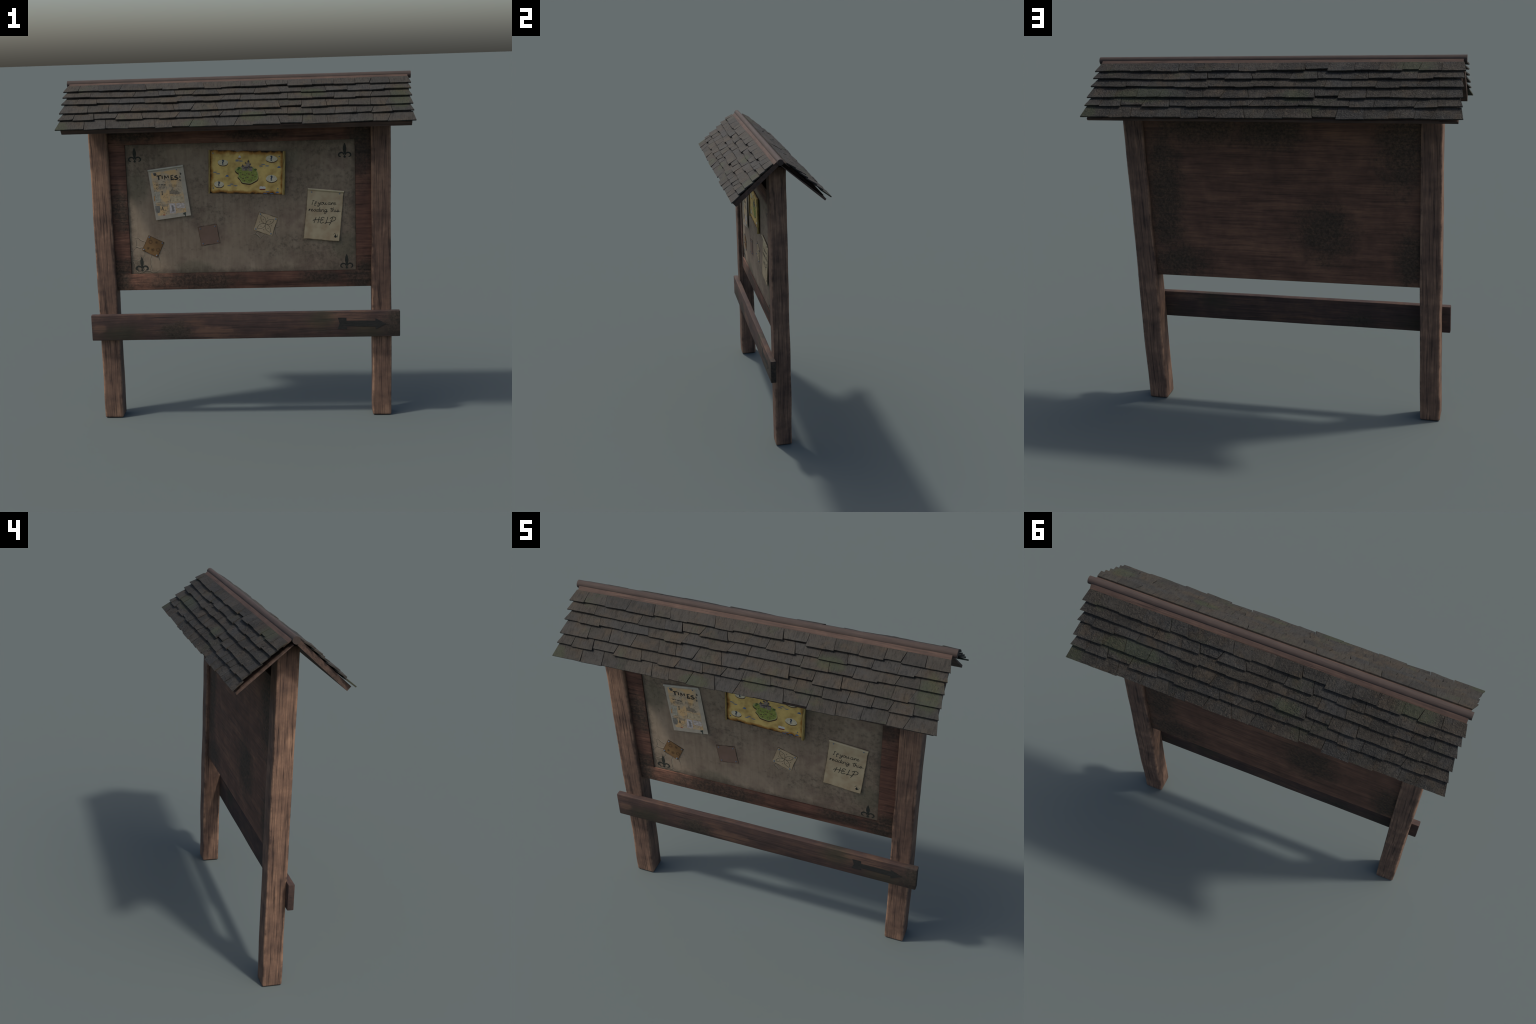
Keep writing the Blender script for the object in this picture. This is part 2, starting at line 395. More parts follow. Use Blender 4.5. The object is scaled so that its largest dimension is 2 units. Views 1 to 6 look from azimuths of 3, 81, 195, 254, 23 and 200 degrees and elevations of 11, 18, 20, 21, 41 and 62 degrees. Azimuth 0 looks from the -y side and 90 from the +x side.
def paper(name, W, H, mat, centre, angle, lean=0.0, h=0.0030, thick=0.0016, roll_top=0.0, roll_right=0.0, roll_left=0.0, ragged=0.0, seed=0, notch=None, roll_mat=None):
    """a sheet W x H, standing h off the backing, its ends curled into little scrolls"""
    nu, nv = 24, 24
    vs, fs = [], []
    u0, u1 = -W / 2, W / 2
    v0, v1 = -H / 2, H / 2
    for side in (h, h - thick):
        for j in range(nv + 1):
            for i in range(nu + 1):
                u, v = u0 + (u1 - u0) * i / nu, v0 + (v1 - v0) * j / nv
                if ragged:
                    if j in (0, nv): v += (1 if j == 0 else -1) * ragged * abs(noise.noise(Vector((u * 40, j, seed))))
                    if i in (0, nu): u += (1 if i == 0 else -1) * ragged * abs(noise.noise(Vector((v * 40, i + 5, seed))))
                    if notch and j == nv: v -= notch[1] * max(0, 1 - abs(u - notch[0]) / notch[2])
                vs.append((u, -side, v))
    n = (nu + 1) * (nv + 1)
    idx = lambda s, i, j: s * n + j * (nu + 1) + i
    for j in range(nv):
        for i in range(nu):
            fs.append((idx(0, i, j), idx(0, i + 1, j), idx(0, i + 1, j + 1), idx(0, i, j + 1)))
            fs.append((idx(1, i, j + 1), idx(1, i + 1, j + 1), idx(1, i + 1, j), idx(1, i, j)))
    ring = [(i, 0) for i in range(nu)] + [(nu, j) for j in range(nv)] + [(i, nv) for i in range(nu, 0, -1)] + [(0, j) for j in range(nv, 0, -1)]
    for k, (a, b) in enumerate(ring):
        c, d = ring[(k + 1) % len(ring)]
        fs.append((idx(0, c, d), idx(0, a, b), idx(1, a, b), idx(1, c, d)))
    ob = add(name, from_faces(name, vs, fs), mat, root, (centre[0], SY, centre[1]), (lean, -angle, 0))
    ob.rotation_mode = 'XYZ'
    def scroll(r, at, horizontal, sgn):
        steps, k = 34, Ink()
        prof = []
        for s in range(steps + 1):
            t = s / steps
            a = -math.pi / 2 + t * 4.4 * math.pi
            rr = r * (1 - 0.62 * t)
            prof.append((math.cos(a) * rr, math.sin(a) * rr))
        half = (W if horizontal else H) / 2
        V, F = [], []
        for off in (0.0, 0.0008):
            for e in (-half, half):
                for c, s in prof:
                    l = math.hypot(c, s)
                    c2, s2 = c * (1 - off / l), s * (1 - off / l)
                    hh = h - thick * 0.5 + r + s2
                    V.append((e, -hh, at + sgn * c2) if horizontal else (at + sgn * c2, -hh, e))
        m = steps + 1
        for i in range(steps):
            F += [(i, i + 1, m + i + 1, m + i), (2 * m + i, 3 * m + i, 3 * m + i + 1, 2 * m + i + 1),
                  (i, 2 * m + i, 2 * m + i + 1, i + 1), (m + i, m + i + 1, 3 * m + i + 1, 3 * m + i)]
        add('paper_roll', from_faces('paper_roll', V, F), roll_mat or mat, ob, smooth=False)
    if roll_top: scroll(roll_top, H / 2, True, 1)
    if roll_right: scroll(roll_right, W / 2, False, 1)
    if roll_left: scroll(roll_left, -W / 2, False, -1)
    return ob

# --- handwritten note -------------------------------------------------
NW, NH = 0.2068, 0.288
note_mat = paper_material('note_paper', (0.365, 0.295, 0.180), (0.290, 0.210, 0.122), (0.20, 0.15, 0.09), NW, NH, 0.004, edgecol=(0.22, 0.165, 0.095))
note_roll = plain('note_roll_paper', (0.42, 0.35, 0.22), 0.12, 40)
note = paper('handwritten_note', NW, NH, note_mat, (0.4753, 1.2005), -0.104, -0.032, 0.0075, roll_top=0.0060, roll_mat=note_roll)
GLYPH = {
 'I': (0.75, [[(.35, 1.75), (.22, .9), (.15, 0)], [(.05, 1.55), (.3, 1.72), (.7, 1.72)], [(-.1, .02), (.4, .06)]]),
 'f': (0.95, [[(.75, 1.0), (.6, 1.3), (.38, 1.05), (.34, .2), (.30, -.5), (.5, -.62), (.62, -.4)], [(.1, .45), (.5, .5), (.95, .75)]]),
 'y': (1.0, [[(.05, 1), (.1, .4), (.35, .2), (.65, .55), (.78, 1), (.65, -.3), (.4, -.95), (.05, -.85), (.15, -.45), (.6, -.1), (1.0, .25)]]),
 'o': (0.95, [[(.5, 1), (.1, .7), (.1, .2), (.45, 0), (.8, .3), (.75, .8), (.45, 1), (.6, .75), (1.0, .8)]]),
 'u': (1.05, [[(.05, 1), (.08, .3), (.3, 0), (.6, .3), (.72, 1), (.72, .2), (.9, 0), (1.15, .25)]]),
 'a': (1.1, [[(.8, .85), (.45, 1), (.08, .6), (.1, .15), (.4, 0), (.7, .4), (.8, .95), (.75, .25), (.9, 0), (1.15, .25)]]),
 'r': (0.8, [[(0, .2), (.2, .8), (.3, 1.0), (.25, 0), (.3, .5), (.5, .9), (.8, .9)]]),
 'e': (0.95, [[(0, .35), (.4, .5), (.65, .75), (.45, 1), (.12, .75), (.1, .3), (.35, 0), (.7, .12), (1.0, .4)]]),
 'd': (1.05, [[(.75, .8), (.4, 1), (.05, .6), (.1, .1), (.4, 0), (.7, .4), (.88, 1.9), (.78, .3), (.9, 0), (1.1, .2)]]),
 'i': (0.5, [[(.1, 1), (.12, .2), (.3, 0), (.55, .25)]]),
 'n': (1.0, [[(.05, 1), (.1, 0), (.15, .6), (.45, 1), (.65, .8), (.68, .15), (.85, 0), (1.05, .25)]]),
 'g': (1.05, [[(.75, .8), (.4, 1), (.05, .6), (.15, .1), (.45, .05), (.75, .5), (.82, 1), (.7, -.5), (.4, -.98), (.1, -.75), (.3, -.3), (.8, 0), (1.2, .3)]]),
 't': (0.65, [[(.4, 1.75), (.3, .3), (.5, 0), (.75, .15)], [(-.15, 1.25), (.35, 1.35), (.85, 1.4)]]),
 'h': (0.95, [[(.25, 1.95), (.1, 0), (.2, .6), (.5, .95), (.65, .7), (.68, .1), (.85, 0), (1.0, .2)]]),
 's': (0.9, [[(.0, .2), (.45, 1), (.55, .6), (.7, .25), (.5, 0), (.15, .1), (.5, .3), (1.35, .4)]]),
 ' ': (0.35, []),
 'H': (1.55, [[(.5, 1.65), (.3, .8), (.15, 0)], [(-.15, .55), (.02, .9), (.7, .95), (1.75, .98)], [(1.3, 1.8), (1.2, .9), (1.1, 0)]]),
 'E': (1.15, [[(1.0, 1.45), (.6, 1.72), (.2, 1.4), (.45, 1.02), (.8, .95), (.3, .8), (.05, .35), (.4, 0), (1.0, .3)]]),
 'L': (1.25, [[(.65, 1.8), (.5, .8), (.35, .05), (.1, 0), (.5, .15), (1.45, .2)]]),
 'P': (1.4, [[(.55, 1.6), (.35, .4), (-.05, -.55)], [(-.05, 1.3), (.6, 1.78), (1.3, 1.6), (1.25, .95), (.65, .6), (.1, .7)]]),
}
def write(k, text, u, v, su, sv, w, tilt, h):
    x = 0.0
    for ch in text:
        adv, strokes = GLYPH[ch]
        for st in strokes:
            pts = [((x + a + 0.10 * b) * su, b * sv) for a, b in st]
            pts = [(u + a * math.cos(tilt) - b * math.sin(tilt), v + a * math.sin(tilt) + b * math.cos(tilt)) for a, b in pts]
            k.stroke(pts, w, h, h + 0.0004)
        x += adv
k = Ink()
write(k, 'If you are', -0.073, 0.058, 0.0168, 0.0128, 0.0026, 0.05, 0.0075)
write(k, 'reading', -0.089, 0.017, 0.0168, 0.0128, 0.0026, 0.045, 0.0075)
write(k, 'this', 0.034, 0.024, 0.0172, 0.0128, 0.0026, 0.03, 0.0075)
write(k, 'HELP', -0.055, -0.050, 0.0235, 0.0205, 0.0034, 0.07, 0.0075)
add('handwriting', k.mesh('handwriting'), INK, note)
k = Ink()
k.poly(smooth_line([(0, 0.013), (-0.004, 0.004), (-0.008, -0.002), (-0.005, -0.009), (0.002, -0.010), (0.006, -0.005), (0.006, 0.002), (0.002, 0.001)], True, 3), 0.0075, 0.0079)
k.stroke([(-0.013, 0.008), (-0.006, 0.015), (-0.002, 0.016)], 0.0022, 0.0075, 0.0079)
k.stroke([(0.010, 0.010), (0.012, 0.001), (0.008, -0.008)], 0.0022, 0.0075, 0.0079)
add('seal_mark', k.mesh('seal_mark'), INK, note, (0.079, 0, -0.114))
pins(note, [(-0.080, 0.127), (0.080, 0.131)], 0.0085, 0.0036)

# --- newspaper sheet --------------------------------------------------
WW, WH = 0.2055, 0.288
def news_material():
    m = Mat('newsprint', 0.9)
    s = m.sep()
    grey = m.noise(scale=22, detail=6, rough=0.65)
    rust = m.noise(m.map(loc=(3, 1, 7)), scale=17, detail=5, rough=0.65)
    col = m.ramp(grey, (0.3, (0.295, 0.255, 0.190)), (0.7, (0.400, 0.350, 0.265)))
    inner = m.math('MULTIPLY', m.step(m.math('ABSOLUTE', m.math('ADD', s[0], 0.004)), 0.086, 0.080), m.step(m.math('ABSOLUTE', m.math('ADD', s[2], -0.004)), 0.128, 0.122))
    col = m.mix(m.math('MULTIPLY', inner, m.step(rust, 0.42, 0.58, 0.30, 0.95)), col, (0.540, 0.350, 0.160))
    # rows of print in two columns, broken up
    row = m.math('PINGPONG', s[2], 0.0042)
    row = m.step(row, 0.0016, 0.0026)
    glyph = m.noise(m.map((260, 1, 110)), 1, 2, 0.5)
    col_gap = m.step(m.math('ABSOLUTE', m.math('ADD', s[0], 0.006)), 0.003, 0.006)
    cover = m.step(m.noise(scale=30, detail=3), 0.46, 0.56)
    body = m.step(s[2], 0.085, 0.078)
    pr = m.math('MULTIPLY', m.math('MULTIPLY', row, m.step(glyph, 0.44, 0.56)), m.math('MULTIPLY', m.math('MULTIPLY', col_gap, cover), m.math('MULTIPLY', inner, body)))
    col = m.mix(m.math('MULTIPLY', pr, 0.75), col, (0.075, 0.065, 0.050))
    return m.finish(col, grey, 0.15, 0.002)
news = paper('newspaper_sheet', WW, WH, news_material(), (-0.4060, 1.3490), 0.122, -0.040, 0.0085, roll_top=0.0062, roll_mat=plain('news_roll_paper', (0.40, 0.37, 0.29), 0.12, 40))
# scale of the print: measured from the top left of the page
def NP(px, py):     # zoomed-picture units -> page u, v
    x, y = (px - 489) * 0.000290, (816 - py) * 0.000290
    c, s = math.cos(-0.122 - 0.026), math.sin(-0.122 - 0.026)
    return (x * c - y * s, x * s + y * c)
H0 = 0.0085
k = Ink()
def seg(pts, w=0.0045): k.stroke([NP(*p) for p in pts], w, H0, H0 + 0.0004, curve=False)
# masthead, worn: T I M E S with parts rubbed away
seg([(236, 480), (330, 468)], 0.006); seg([(275, 478), (282, 555)], 0.008)
seg([(345, 470), (352, 532)], 0.007); seg([(392, 468), (398, 548)], 0.005); seg([(394, 468), (432, 520)], 0.006); seg([(432, 520), (462, 466)], 0.003)
seg([(466, 466), (474, 520)], 0.005)
seg([(516, 470), (570, 460)], 0.005); seg([(520, 505), (560, 500)], 0.005); seg([(516, 548), (580, 540)], 0.008); seg([(522, 470), (530, 545)], 0.006)
k.stroke([NP(*p) for p in [(648, 468), (610, 480), (600, 498), (640, 508), (660, 525), (625, 545), (590, 540)]], 0.007, H0, H0 + 0.0004)
add('masthead_letters', k.mesh('masthead_letters'), plain('worn_black_print', (0.040, 0.035, 0.029), 0.6, 110), news)
k = Ink()
h1 = H0 + 0.0003
k.disc(NP(205, 448), 0.009, 0.009, H0, h1, 14)
seg([(220, 658), (260, 655)], 0.006); seg([(272, 654), (300, 650)], 0.005); seg([(315, 653), (360, 650)], 0.006); seg([(372, 655), (415, 650)], 0.005)
for i in range(7): seg([(485 + i * 25, 640 + (i % 2) * 6), (488 + i * 25, 690)], 0.002)
for i in range(8): seg([(230 + i * 27, 690 - i * 2), (238 + i * 27, 735 - i * 2)], 0.002)
for i in range(6): seg([(200 + i * 20, 1045), (203 + i * 20, 1058)], 0.003)
for i in range(5): seg([(340 + i * 24, 1040), (343 + i * 24, 1090)], 0.0022)
seg([(325, 790), (360, 785)], 0.003); seg([(342, 790), (346, 850)], 0.005); seg([(330, 852), (362, 850)], 0.003)
seg([(345, 1095), (325, 1160)], 0.004); seg([(345, 1095), (365, 1158)], 0.004)
seg([(500, 940), (505, 1000)], 0.004); seg([(535, 940), (540, 1005)], 0.005); seg([(500, 945), (538, 990)], 0.003)
for px, py, r in ((712, 430, 0.005), (700, 490, 0.004), (705, 560, 0.005)): k.disc(NP(px, py), r, r * 1.3, H0, h1, 9, 0.3, px)
add('print_mark', k.mesh('print_mark'), plain('grey_print', (0.085, 0.075, 0.060), 0.4, 150), news)
def quad(name, pts, col, top=0.0005, var=0.3):
    return add(name, Ink().poly([NP(*p) for p in pts], H0, H0 + top).mesh(name), plain(name, col, var, 90), news)
quad('print_picture', [(488, 770), (520, 765), (545, 705), (575, 762), (650, 765), (700, 838), (540, 835), (492, 822)], (0.20, 0.16, 0.11))
quad('print_picture', [(200, 1075), (290, 1065), (305, 1130), (290, 1205), (230, 1222), (205, 1180)], (0.170, 0.155, 0.125))
quad('print_picture', [(485, 1020), (600, 1015), (612, 1215), (490, 1222)], (0.42, 0.37, 0.33))
quad('print_picture', [(620, 1010), (785, 1010), (790, 1110), (622, 1115)], (0.40, 0.345, 0.295))
quad('print_picture', [(190, 795), (300, 785), (308, 1000), (205, 1010)], (0.33, 0.295, 0.215))
quad('print_picture', [(500, 870), (760, 860), (768, 990), (505, 1005)], (0.41, 0.32, 0.195))
quad('print_stain', [(355, 1245), (395, 1240), (398, 1262), (360, 1264)], (0.28, 0.075, 0.05))
quad('print_stain', [(755, 1215), (808, 1188), (812, 1280), (795, 1280), (790, 1245), (762, 1242)], (0.045, 0.055, 0.042))
quad('print_stain', [(175, 880), (205, 878), (200, 975), (182, 980)], (0.42, 0.23, 0.09))
quad('print_picture', [(520, 1060), (560, 1055), (585, 1170), (545, 1180)], (0.20, 0.18, 0.16), 0.0007)
pins(news, [NP(176, 432), NP(632, 352)], 0.0095, 0.0036)

# --- illustrated map ---------------------------------------------------
MW, MH = 0.424, 0.2475
map_mat = paper_material('map_parchment', (0.560, 0.395, 0.130), (0.330, 0.215, 0.066), (0.22, 0.15, 0.06), MW, MH, 0.021, 0.30, (0.270, 0.120, 0.022))
def roll_stripes():
    m = Mat('map_roll_parchment', 0.9)
    n = m.noise(m.map((330, 60, 14)), 1, 5, 0.7)
    return m.finish(m.ramp(n, (0.32, (0.075, 0.050, 0.015)), (0.5, (0.260, 0.185, 0.060)), (0.68, (0.460, 0.350, 0.140))))
map_roll = roll_stripes()
chart = paper('parchment_map', MW, MH, map_mat, (0.0470, 1.4582), -0.040, 0.0, 0.0045, roll_right=0.0095, roll_left=0.0050, ragged=0.004, seed=3, notch=(-0.052, 0.010, 0.022), roll_mat=map_roll)
chart.location.x -= 0.006
MS = 0.0002165
def MP(px, py): return ((px - 1100) * MS, (705 - py) * MS)
B0 = 0.0045
pal = {n: plain('map_' + n, c, v, 130) for n, c, v in (
    ('shore', (0.060, 0.035, 0.016), 0.3), ('meadow', (0.215, 0.240, 0.055), 0.25), ('rim', (0.34, 0.33, 0.13), 0.15), ('stone', (0.50, 0.44, 0.30), 0.15),
    ('cliff', (0.075, 0.042, 0.020), 0.3), ('wave', (0.085, 0.13, 0.22), 0.2), ('sail', (0.52, 0.50, 0.45), 0.1), ('hull', (0.160, 0.035, 0.025), 0.2),
    ('ink', (0.040, 0.055, 0.080), 0.3), ('wall', (0.230, 0.185, 0.140), 0.3), ('slate', (0.085, 0.072, 0.070), 0.3), ('bush', (0.070, 0.105, 0.035), 0.3), ('earth', (0.120, 0.070, 0.040), 0.3))}
def drawn(name, key, k): return add(name, k.mesh(name), pal[key], chart)
isle = [(800, 640), (850, 585), (960, 560), (1100, 600), (1230, 560), (1320, 600), (1390, 690), (1415, 810), (1385, 900), (1290, 960), (1200, 1005), (1080, 995), (985, 975), (930, 890), (870, 820), (900, 750), (830, 700)]
drawn('island_shore', 'shore', Ink().poly(smooth_line([MP(x - 6 + (12 if x > 1250 else 0), y + (34 if y > 620 else 4)) for x, y in isle], True, 3), B0, B0 + 0.0004))
drawn('island_rim', 'rim', Ink().poly(smooth_line([MP(*p) for p in isle], True, 3), B0, B0 + 0.0007))
drawn('island_meadow', 'meadow', Ink().poly(smooth_line([MP(1120 + (x - 1120) * 0.93, 790 + (y - 790) * 0.90) for x, y in isle], True, 3), B0, B0 + 0.0010))
k = Ink()
for x, y in ((950, 710), (1235, 712), (1065, 780), (1110, 745), (1330, 805), (950, 838), (1075, 850), (1262, 850), (1168, 918)):
    k.poly([MP(x - 16, y + 12), MP(x + 16, y + 12), MP(x, y - 18)], B0, B0 + 0.0013)
for x, y, r in ((905, 595, 42), (1335, 632, 38), (880, 640, 26)): k.disc(MP(x, y), r * MS, r * 0.7 * MS, B0, B0 + 0.0013, 10)
drawn('tree_mark', 'bush', k)
k = Ink()
for x, y in ((1000, 765), (1165, 748), (1265, 780), (1010, 870), (1130, 838), (1050, 925), (1230, 912)): k.disc(MP(x, y), 26 * MS, 14 * MS, B0, B0 + 0.00125, 8, 0.3, x)
drawn('field_mark', 'earth', k)
k = Ink()
for x0, y0, x1, y1 in ((985, 590, 1130, 660), (1150, 585, 1255, 675), (1030, 530, 1130, 600), (1085, 470, 1200, 560), (975, 560, 1020, 620), (1130, 430, 1165, 500)):
    k.poly([MP(x0, y1), MP(x1, y1), MP(x1, y0), MP(x0, y0)], B0, B0 + 0.0014 + 0.0001 * len(k.v) / 8)
drawn('castle_wall', 'wall', k)
k = Ink()
for cx, w, yb, yt in ((1147, 34, 440, 370), (1078, 28, 480, 425), (998, 38, 560, 492), (1195, 24, 510, 455), (1170, 36, 570, 520)):
    k.poly([MP(cx - w, yb), MP(cx + w, yb), MP(cx, yt)], B0, B0 + 0.0022)
k.poly([MP(1010, 610), MP(1155, 602), MP(1140, 560), MP(1030, 572)], B0, B0 + 0.0023)
k.poly([MP(1160, 588), MP(1262, 582), MP(1245, 552), MP(1175, 556)], B0, B0 + 0.0024)
k.poly([MP(1070, 655), MP(1100, 655), MP(1100, 622), MP(1070, 622)], B0, B0 + 0.0025)
drawn('castle_roof', 'slate', k)
for i, (x, y, rx, ry) in enumerate(((475, 460, 135, 80), (372, 1035, 130, 82), (1750, 338, 155, 85), (1760, 860, 148, 92))):
    drawn('islet_cliff', 'cliff', Ink().disc(MP(x + 4, y + 24), rx * MS, ry * MS, B0, B0 + 0.0004, 20, 0.05, i))
    drawn('islet', 'stone', Ink().disc(MP(x, y), rx * MS, ry * MS, B0, B0 + 0.0008, 20, 0.05, i))
    q = text_mesh('?', 0.036, 0.0, 0.0020, 0.0008)
    u, v = MP(x, y - 4)
    add('question_mark', q, pal['ink'], chart, (u, -B0 - 0.0008, v))
k = Ink()
for x, y in ((860, 385), (842, 412), (950, 412), (1540, 488), (1480, 536), (1640, 530), (265, 716), (352, 758), (705, 1026), (645, 1070), (815, 1068), (1660, 1212), (1600, 1256), (1770, 1256)):
    k.disc(MP(x, y), 56 * MS, 11 * MS, B0, B0 + 0.0004, 12)
for x, y in ((585, 812), (1950, 560), (1915, 1228)):
    k.poly([MP(x - 50, y + 18), MP(x + 48, y + 18), MP(x + 40, y - 10), MP(x + 12, y - 30), (MP(x - 18, y - 24))], B0, B0 + 0.0004)
drawn('wave_mark', 'wave', k)
k = Ink()
k.poly([MP(880, 322), MP(950, 322), MP(940, 280), MP(912, 262), MP(888, 290)], B0, B0 + 0.0004)
k.poly([MP(1445, 1136), MP(1610, 1136), MP(1605, 1085), MP(1560, 1068), MP(1530, 1082), MP(1490, 1068), MP(1450, 1080)], B0, B0 + 0.0004)
drawn('ship_sail', 'sail', k)
k = Ink()
k.poly([MP(858, 326), MP(955, 326), MP(940, 346), MP(872, 346)], B0, B0 + 0.0006)
k.poly([MP(1436, 1140), MP(1615, 1140), MP(1580, 1172), MP(1470, 1172)], B0, B0 + 0.0006)
drawn('ship_hull', 'hull', k)
pins(chart, [MP(213, 215), MP(1955, 275), MP(222, 1138), MP(1930, 1130)], 0.0055, 0.0036)

# --- three small pinned cards ------------------------------------------
def card(name, corners, mat_args, h=0.0022):
    c = [Vector(p) for p in corners]
    ctr = sum(c, Vector((0, 0))) / 4
    W = ((c[1] - c[0]).length + (c[2] - c[3]).length) / 2
    H = ((c[0] - c[3]).length + (c[1] - c[2]).length) / 2
    d = (c[1] - c[0]) + (c[2] - c[3])
    mat = paper_material(name + '_paper', *mat_args, W, H, 0.005, 0.2, mat_args[1])
    return paper(name, W, H, mat, ctr, math.atan2(d.y, d.x), 0, h, 0.0012), W, H

oc, W, H = card('patterned_card', [(-0.5419, 1.1056), (-0.453, 1.0609), (-0.4939, 0.973), (-0.5837, 1.0166)], ((0.150, 0.086, 0.034), (0.130, 0.068, 0.028), (0.11, 0.06, 0.025)))
k = Ink()
def ring(c, r, w, n=22, lobes=0, amp=0.0):
    k.stroke([(c[0] + r * (1 + amp * math.cos(lobes * t)) * math.cos(t), c[1] + r * (1 + amp * math.cos(lobes * t)) * math.sin(t)) for t in [2 * math.pi * i / n for i in range(n)]], w, 0.0022, 0.0026, True)
def star(c, r, n, w):
    for i in range(n):
        a = math.pi * i / n
        k.stroke([(c[0] - r * math.cos(a), c[1] - r * math.sin(a)), (c[0] + r * math.cos(a), c[1] + r * math.sin(a))], w, 0.0022, 0.0026 + 0.00005 * i, curve=False)
ring((-0.024, 0.018), 0.0095, 0.0026, 44, 11, 0.12)
star((0.009, 0.030), 0.0095, 4, 0.0017)
star((-0.022, -0.022), 0.0095, 4, 0.0017)
for a in range(4): ring((0.0065 + 0.0052 * math.cos(a * 1.571 + .78), -0.0195 + 0.0052 * math.sin(a * 1.571 + .78)), 0.0046, 0.0016, 14)
ring((0.034, -0.0065), 0.0095, 0.0024, 44, 11, 0.12)
add('pattern_mark', k.mesh('pattern_mark'), plain('brown_ink', (0.080, 0.045, 0.020), 0.3), oc)
e = 0.0085
pins(oc, [(s * (W / 2 - e), t * (H / 2 - e)) for s in (-1, 1) for t in (-1, 1)], 0.0034)

bc, W, H = card('plain_card', [(-0.2536, 1.1461), (-0.1429, 1.1642), (-0.1242, 1.0512), (-0.2338, 1.0356)], ((0.155, 0.100, 0.072), (0.140, 0.090, 0.060), (0.11, 0.072, 0.055)))
e = 0.0125
pins(bc, [(s * (W / 2 - e), t * (H / 2 - e)) for s in (-1, 1) for t in (-1, 1)], 0.0034, 0.0038)

cc, W, H = card('flower_card', [(0.1066, 1.2292), (0.2133, 1.1912), (0.1774, 1.0847), (0.068, 1.1222)], ((0.345, 0.268, 0.165), (0.285, 0.210, 0.122), (0.2, 0.15, 0.08)))
k = Ink()
for i in range(4):
    a = math.pi / 4 + i * math.pi / 2 
    ca, sa = math.cos(a), math.sin(a)
    T = lambda x, y: (x * ca - y * sa, x * sa + y * ca)
    k.stroke([T(*p) for p in [(0.001, 0), (0.016, 0.0105), (0.034, 0.0120), (0.054, 0.0), (0.034, -0.0120), (0.016, -0.0105)]], 0.0018, 0.0022, 0.0026, True)
    k.disc(T(0.030, 0), 0.0022, 0.0022, 0.0022, 0.0026, 8)
    b = a + math.pi / 4
    k.disc((0.036 * math.cos(b), 0.036 * math.sin(b)), 0.0022, 0.0022, 0.0022, 0.0026, 8)
add('flower_drawing', k.mesh('flower_drawing'), INK, cc)
e = 0.011
pins(cc, [(s * (W / 2 - e), t * (H / 2 - e)) for s in (-1, 1) for t in (-1, 1)], 0.0034, 0.0045)

# ------------------------------------------------------------------ roof
# cross-section of one slope: board is a wedge, thin at the ridge and thick at the eave
BX0, BX1 = -0.9485, 0.9525
def loft(name, sections, close=True):
    """skin a run of equal cross-sections (lists of points)"""
    V, F = [], []
    m = len(sections[0])
    for sec in sections: V += sec
    for i in range(len(sections) - 1):
        for j in range(m):
            F.append((m * i + j, m * i + (j + 1) % m, m * i + m + (j + 1) % m, m * i + m + j))
    F += [tuple(range(m)), tuple(range(m * (len(sections) - 1), m * len(sections)))]
    return V, F
# front board: thick timber, a little heavier at the ridge
top_r, top_e, bot_e, bot_r = (-0.016, 1.9850), (-0.2985, 1.7395), (-0.2785, 1.7165), (-0.008, 1.9545)
sec = [[(x, y, z) for y, z in (top_r, top_e, bot_e, bot_r)] for x in (BX0, -0.4, 0, 0.4, BX1)]
front_board = add('roof_board', from_faces('roof_board', *loft('roof_board', sec)), roof_mat)
# back board: tapers to a thin eave, hollowed out at its ends between a lower skin and a ridge batten
core = [(-0.016, 1.9850), (-0.2900, 1.7310), (-0.2800, 1.7185), (-0.008, 1.9545)]
skin = [(-0.010, 1.9570), (-0.2880, 1.7275), (-0.2795, 1.7175), (-0.008, 1.9525)]
cap = [(-0.016, 1.9860), (-0.060, 1.9475), (-0.060, 1.9435), (-0.014, 1.9800)]
V, F = [], []
for pr, ins in ((core, 0.09), (skin, 0.0), (cap, 0.0)):
    v, f = loft('roof_board', [[(x, y, z) for y, z in pr] for x in (BX0 + ins, -0.4, 0, 0.4, BX1 - ins)])
    F += [tuple(q + len(V) for q in t) for t in f]; V += v
back_board = add('roof_board', from_faces('roof_board', V, F), roof_mat)
back_board.rotation_euler = (0, 0, math.pi)
back_board.location = (0.004, 0, 0)

# round ridge pole
bm = bmesh.new()
bmesh.ops.create_cone(bm, cap_ends=True, segments=28, radius1=0.0200, radius2=0.0200, depth=1.936)
bmesh.ops.rotate(bm, verts=bm.verts, matrix=Matrix.Rotation(math.pi / 2, 3, 'Y'))
bmesh.ops.translate(bm, verts=bm.verts, vec=(0.0045, 0, 1.980))
me = bpy.data.meshes.new('ridge_pole'); bm.to_mesh(me); bm.free()
for p in me.polygons: p.use_smooth = True
me.set_sharp_from_angle(angle=math.radians(40))
add('ridge_pole', me, pole_mat)

